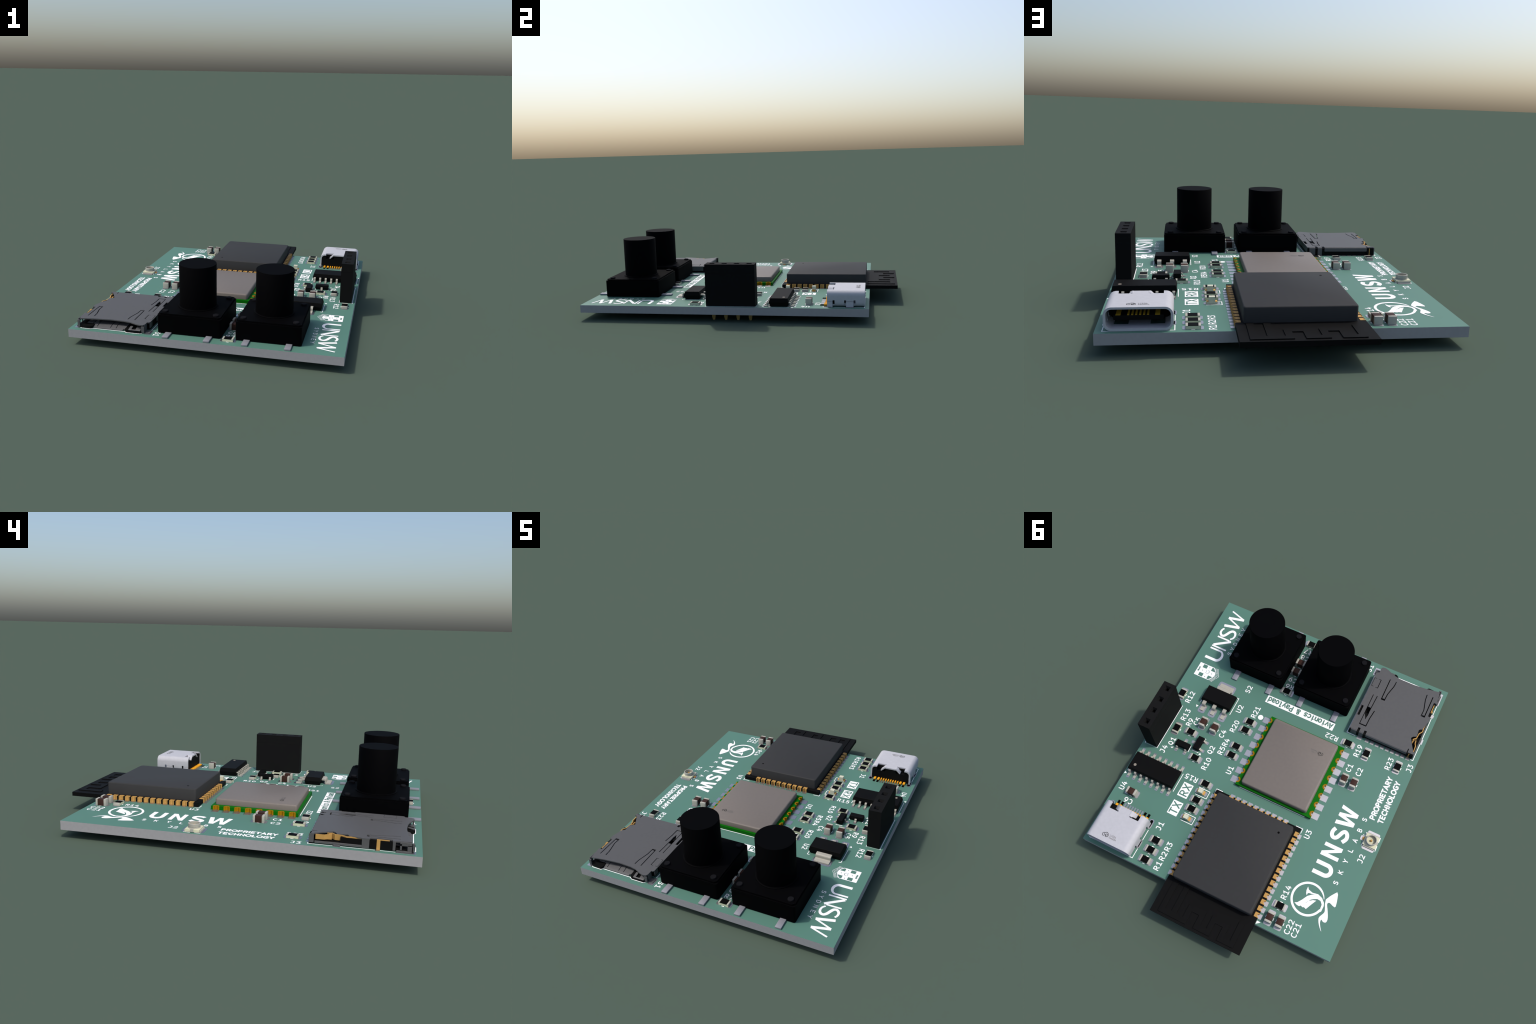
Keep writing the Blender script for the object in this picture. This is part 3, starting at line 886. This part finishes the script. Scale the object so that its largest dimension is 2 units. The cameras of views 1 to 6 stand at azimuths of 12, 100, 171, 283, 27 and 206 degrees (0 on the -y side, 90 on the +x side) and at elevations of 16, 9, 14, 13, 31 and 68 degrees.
cuts = [lambda b: add_box(b, .5130, .5720, .55, .6060, .17, .21), lambda b: add_box(b, .6440, .7030, .55, .6060, .17, .21)]
for y0, y1 in ((.6000, .6125), (.6690, .6805), (.7245, .7365)):
    cuts.append(lambda b, y0=y0, y1=y1: add_box(b, PXC - .2, PXC - PW + .012, y0, y1, .07, .1375))
    cuts.append(lambda b, y0=y0, y1=y1: add_box(b, PXC + PW - .012, PXC + .2, y0, y1, .07, .1375))
cuts.append(lambda b: add_box(b, .5050, .5650, .630, .735, .07, .112))
cuts.append(lambda b: add_box(b, .6520, .7120, .630, .735, .07, .112))
cuts.append(lambda b: add_box(b, .4600, .7560, .55, .5999, .07, .128))
cut(usb, cuts)
shade(usb.data, 35)
for sx in (-1, 1):
    xo = PXC + sx * PW
    xi = PXC + sx * (PW - .0085)
    box("shell_leg", min(xo, xi), max(xo, xi), .5672, .5998, BOT + .004, .1300, M_USB, usb)
    box("shell_leg", min(xo, xi), max(xo, xi), .6808, .7242, BOT + .004, .1300, M_USB, usb)
    for y0, y1 in ((.5400, .6020), (.6740, .7300)):
        xc = PXC + sx * (PW - .003)
        pad(xc - .0145, xc + .0145, y0, y1, .0140, M_PAD, "shell_pad")
        prism("leg_hole", [rounded(xc - .0085, xc + .0085, y0 + .006, y1 - .006, .0084)], TOP, TOP + .0016, M_BLACKPAD, board)
    # spring finger: a flap of the top sheet bent down into the notch
    bm = bmesh.new()
    prof = stroke_outline([(PXC + sx * .0335, PZ1 - .0030), (PXC + sx * .0390, PZ1 - .0035), (PXC + sx * .0640, .1670)], .0075, True)
    add_xz_prism(bm, [prof], .5675, .6000)
    from_bm("spring_finger", bm, M_USB, usb, 40)
M_IN = M_SDBLACK
bm = bmesh.new()
add_xz_prism(bm, [xz_ring(PXC - PW + .0100, PXC + PW - .0100, PZ0 + .002, PZ1 - .0095, .0235)], .5700, .6550)
inner = from_bm("port_insulator", bm, M_IN, usb, 35)
cut(inner, [lambda b: add_box(b, .5130, .5720, .55, .596, .160, .21), lambda b: add_box(b, .6440, .7030, .55, .596, .160, .21)])
box("port_tongue", .5090, .7075, .6540, .7710, .1335, .1548, M_IN, usb, .003, 2)
for x0, x1 in [(.5240, .5435), (.6790, .6985)] + [(.5675 + i * .0155, .5755 + i * .0155) for i in range(6)]:
    box("tongue_contact", x0, x1, .6560, .7690, .1540, .1554, M_TONGUEGOLD, usb)
wide = [.5065, .5315, .6850, .7090]
for x in wide:
    box("port_contact", x - .0072, x + .0072, .5460, .5720, TOP + .0016, TOP + .0115, M_ORANGE, usb, .0012, 1)
    pad(x - .0072, x + .0072, .5225, .5480, 0, M_BLACKPAD, "black_pad")
for i in range(8):
    x = PXC + (i - 3.5) * .0164
    box("port_contact", x - .0040, x + .0040, .5490, .5720, TOP + .0016, TOP + .0115, M_ORANGE, usb, .0010, 1)
    pad(x - .0045, x + .0045, .5235, .5500)
cloud_mark(usb, .6380, .7510, PZ1 + .0004, .0190, 180)

# ------------------------------------------------------------------ memory card slot
SX0, SX1, SZ = -.7430, -.3215, .1450
SYF, SYB = -.9500, -.4880
ST = .0060
slot_top = [(SX0 + .012, -.9480), (SX0 + .055, -.9400), (-.645, -.9330), (-.545, -.9240), (-.470, -.9270), (-.430, -.9340), (-.385, -.9540), (-.362, -.9600), (-.345, -.9570), (-.3375, -.945), (-.3375, -.9120), (-.3300, -.9120), (SX1, -.9050),
            (SX1, -.655), (SX1 - .020, -.655), (SX1 - .020, -.583), (SX1, -.583), (SX1, SYB + .006),
            (-.3700, SYB + .006), (-.3700, SYB + .030), (-.3850, SYB + .030), (-.3850, SYB + .006), (-.4120, SYB + .006), (-.4120, SYB + .026), (-.4280, SYB + .026), (-.4280, SYB + .006),
            (-.6950, SYB + .006), (-.6950, SYB - .024 + .006), (-.7010, SYB - .024 + .006), (-.7010, SYB + .006), (SX0, SYB + .006), (SX0, -.4975)]
# the notch tabs above point inwards (towards the opening)
slot_top = [(x, (2 * (SYB + .006) - y) if (y > SYB + .0061) else y) for x, y in slot_top]
gold_cut = [(SX0, -.4975), (-.7300, -.4990), (-.7040, -.5430), (-.6840, -.5800), (-.6920, -.5920), (-.7120, -.6020), (-.7080, -.6500), (-.7180, -.6590), (-.7260, -.6600), (-.7400, -.7200), (SX0, -.7210)]
contact_cut = [(SX0, -.7560), (-.7240, -.7600), (-.7240, -.8620), (SX0, -.8620)]
plate = slot_top[:-1] + gold_cut + contact_cut
bm = bmesh.new()
add_prism(bm, [plate], SZ - ST, SZ)
slot = from_bm("card_slot", bm, M_SD)
sl = .0058
def slit(pts, wd=sl):
    return lambda b: add_prism(b, [stroke_outline(pts, wd, False)], SZ - .03, SZ + .03)
cut(slot, [slit([(-.4190, -.8970), (-.4210, -.7430)]), slit([(-.4600, -.8970), (-.4590, -.8630), (-.4430, -.7930), (-.4410, -.7430)]),
           lambda b: add_box(b, -.4430, -.4190, -.7530, -.7415, SZ - .03, SZ + .03),
           slit([(-.7050, -.8970), (-.7055, -.7430)]), slit([(-.6660, -.8970), (-.6690, -.8570), (-.6860, -.7870), (-.6850, -.7430)]),
           lambda b: add_box(b, -.7070, -.6835, -.7530, -.7415, SZ - .03, SZ + .03),
           slit([(-.3650, -.7530), (-.3655, -.5300)], .0045), slit([(-.3910, -.7530), (-.3870, -.6300), (-.3845, -.5750)], .0050),
           lambda b: add_prism(b, [[(-.3645, -.6620), (-.3885, -.6600), (-.3905, -.6050), (-.3850, -.5760), (-.3660, -.6120)]], SZ - .03, SZ + .03),
           slit([(-.4150, -.6500), (-.4080, -.5900), (-.4070, -.5300)]), lambda b: add_box(b, -.4090, -.3640, -.5360, -.5285, SZ - .03, SZ + .03),
           slit([(-.3690, -.8690), (-.3700, -.8040)], .0045), slit([(-.3270, -.8670), (-.3275, -.8070)], .0030),
           slit([(-.3700, -.8050), (-.3560, -.8050)], .0030), slit([(-.3410, -.8065), (-.3270, -.8065)], .0030),
           slit([(-.3690, -.8680), (-.3550, -.8680)], .0030), slit([(-.3400, -.8675), (-.3270, -.8670)], .0030)])
# rolled rear edge and side walls of the shell
def wall(x0, x1, y0, y1, z0, z1):
    box("slot_wall", x0, x1, y0, y1, z0, z1, M_SD, slot, .0008, 1)
RB = SYB + .006
for x0, x1, zb in [(-.3215, -.3300, 0), (-.3330, -.3700, TOP + .005), (-.3850, -.4120, TOP + .002), (-.4280, -.6950, SZ - .0250)]:
    if zb:
        bm = bmesh.new()
        prof = [(RB - .012, SZ - .0002), (RB - .001, SZ - .0006), (RB + .0045, SZ - .0035), (RB + .0060, SZ - .0090), (RB + .0060, zb), (RB, zb), (RB - .0010, SZ - .0075), (RB - .012, SZ - .0060)]
        sides = [[bm.verts.new((x, y, z)) for y, z in prof] for x in (x0, x1)]
        for i in range(8):
            j = (i + 1) % 8
            bm.faces.new([sides[0][i], sides[0][j], sides[1][j], sides[1][i]])
        bm.faces.new(sides[0]); bm.faces.new(sides[1])
        from_bm("slot_wall", bm, M_SD, slot, 40)
# left wall (towards the buttons)
wall(SX1 - .0060, SX1 - .0002, -.6560, -.4900, TOP + .014, SZ - .0020)
wall(SX1 - .0060, SX1 - .0002, -.8000, -.6580, TOP + .014, SZ - .0020)
wall(SX1 - .0060, SX1 - .0002, -.9040, -.8720, TOP + .012, SZ - .0020)
wall(-.3440, -.3380, -.9440, -.9130, TOP + .004, SZ - .0020)
wall(-.3560, -.3380, -.9600, -.9520, TOP + .004, SZ - .0100)
wall(-.3400, -.3080, -.9550, -.9180, TOP + .0016, TOP + .0050)
# outer wall (board edge side), pierced like the original
wx0, wx1 = SX0 + .0002, SX0 + .0060
wall(wx0, wx1, -.4960, -.4720, TOP + .006, SZ - .0020)
wall(wx0, wx1, -.7560, -.7215, TOP + .002, SZ - .0020)
wall(wx0, wx1, -.7220, -.5000, TOP + .004, TOP + .0150)
wall(wx0, wx1, -.8760, -.8630, TOP + .004, SZ - .0020)
wall(wx0, wx1, -.9500, -.8960, SZ - .0200, SZ - .0020)
wall(wx0, wx1, -.9050, -.8960, TOP + .0100, SZ - .0100)
wall(wx0, wx1, -.9500, -.9300, TOP + .0050, SZ - .0150)
wall(wx0 - .0080, wx1, -.9500, -.8800, TOP + .0014, TOP + .0070)
wall(SX0 + .0030, SX0 + .0180, -.9620, -.9540, TOP + .004, SZ - .0060)
wall(wx0 - .0060, wx1, -.6220, -.5900, TOP + .0014, TOP + .0060)
# black plastic frame and dark interior
bm = bmesh.new()
frame = [(SX0 + .0065, SYB + .0005), (SX0 + .0065, -.9540), (-.7150, -.9620), (-.6600, -.9660), (-.6500, -.9560), (-.6480, -.900), (-.4580, -.900), (-.4560, -.9560),
         (-.4420, -.9660), (-.3620, -.9660), (-.3500, -.9560), (-.3460, -.9000), (SX1 - .0065, -.9000), (SX1 - .0065, SYB + .0005)]
add_prism(bm, [frame], TOP + .0012, TOP + .0150)
add_box(bm, -.6820, SX1 - .0065, -.620, SYB + .0005, TOP + .0155, SZ - ST - .0030)
add_box(bm, SX0 + .0065, SX0 + .0300, -.8700, -.6210, TOP + .0155, SZ - ST - .0025)
add_box(bm, SX1 - .0350, SX1 - .0065, -.8950, -.6210, TOP + .0155, SZ - ST - .0060)
from_bm("slot_frame", bm, M_SDBLACK, slot)
bm = bmesh.new()
for x0, x1 in [(-.4130, -.4270), (-.3710, -.3840), (-.3220, -.3320), (-.6960, -.7090), (-.7160, -.7420)]:
    add_box(bm, min(x0, x1), max(x0, x1), RB - .012, RB + .0075, TOP + .0012, SZ - .0040)
add_box(bm, -.6950, -.4280, RB - .004, RB + .0020, TOP + .0012, SZ - .0250)
from_bm("slot_frame", bm, M_SDBLACK, slot)
# lower metal tongue seen in the mouth
bm = bmesh.new()
def tray(x0, x1, ya, za, yb, zb, th=.004):
    v = [bm.verts.new(p) for p in ((x0, ya, za), (x1, ya, za), (x1, yb, zb), (x0, yb, zb), (x0, ya, za - th), (x1, ya, za - th), (x1, yb, zb - th), (x0, yb, zb - th))]
    for f in ((0, 1, 2, 3), (7, 6, 5, 4), (0, 4, 5, 1), (1, 5, 6, 2), (2, 6, 7, 3), (3, 7, 4, 0)):
        bm.faces.new([v[i] for i in f])
xs = [-.7000, -.6640, -.6600, -.6300, -.6260, -.5500, -.5460, -.5160, -.5120, -.4580]
for i in range(0, 10, 2):
    tray(xs[i], xs[i + 1], -.9440, TOP + .0085, -.9150, TOP + .0170)
    tray(xs[i], xs[i + 1], -.9150, TOP + .0170, -.6250, TOP + .0200)
tray(-.6860, -.4700, -.9440, TOP + .0085, -.9540, TOP + .0045)
tray(-.4300, -.4150, -.9600, TOP + .0190, -.9300, TOP + .0260)
tray(-.3900, -.3600, -.9600, TOP + .0190, -.9300, TOP + .0260)
tray(-.4300, -.3600, -.9650, TOP + .0160, -.9600, TOP + .0190)
from_bm("slot_tray", bm, M_SD, slot)
# card detect springs
def spring(pts, wd, z0, z1):
    bm = bmesh.new()
    add_prism(bm, [stroke_outline(pts, wd, False)], z0, z1)
    from_bm("detect_spring", bm, M_GOLD, slot, 30)
spring([(-.7340, -.7200), (-.7300, -.6720), (-.7320, -.6490), (-.7180, -.6280), (-.7150, -.5940), (-.6990, -.5780), (-.7040, -.5640), (-.7000, -.5560)], .0046, TOP + .0200, SZ - .0030)
spring([(-.7180, -.5790), (-.7210, -.5560), (-.7290, -.5440), (-.7310, -.5030)], .0046, TOP + .0210, SZ - .0060)
box("detect_spring", -.7345, -.7300, -.8480, -.7900, SZ - .0060, SZ - .0025, M_GOLD, slot)
box("detect_spring", -.7410, -.7365, -.8060, -.7900, TOP + .0010, SZ - .0030, M_GOLD, slot)
box("slot_frame", -.7390, -.7245, -.8610, -.7580, TOP + .0014, SZ - .0062, M_SDBLACK, slot)
box("detect_spring", -.7150, -.7100, RB + .0004, RB + .0060, TOP + .0020, SZ - .0080, M_GOLD, slot)
box("detect_spring", -.7210, -.7040, RB + .0004, RB + .0080, TOP + .0014, TOP + .0040, M_GOLD, slot)
pad(-.4145, -.3840, -.490, -.4545)
for i in range(9):
    x = -.4490 - i * 1.09 * MM
    pad(x - .0112, x + .0112, -.490, -.4560)
pad(-.3360, -.3015, -.9670, -.9110)
pad(-.7570, -.7250, -.9690, -.8790)
pad(-.7580, -.7360, -.8060, -.7850)
pad(-.7590, -.7360, -.6230, -.5880)
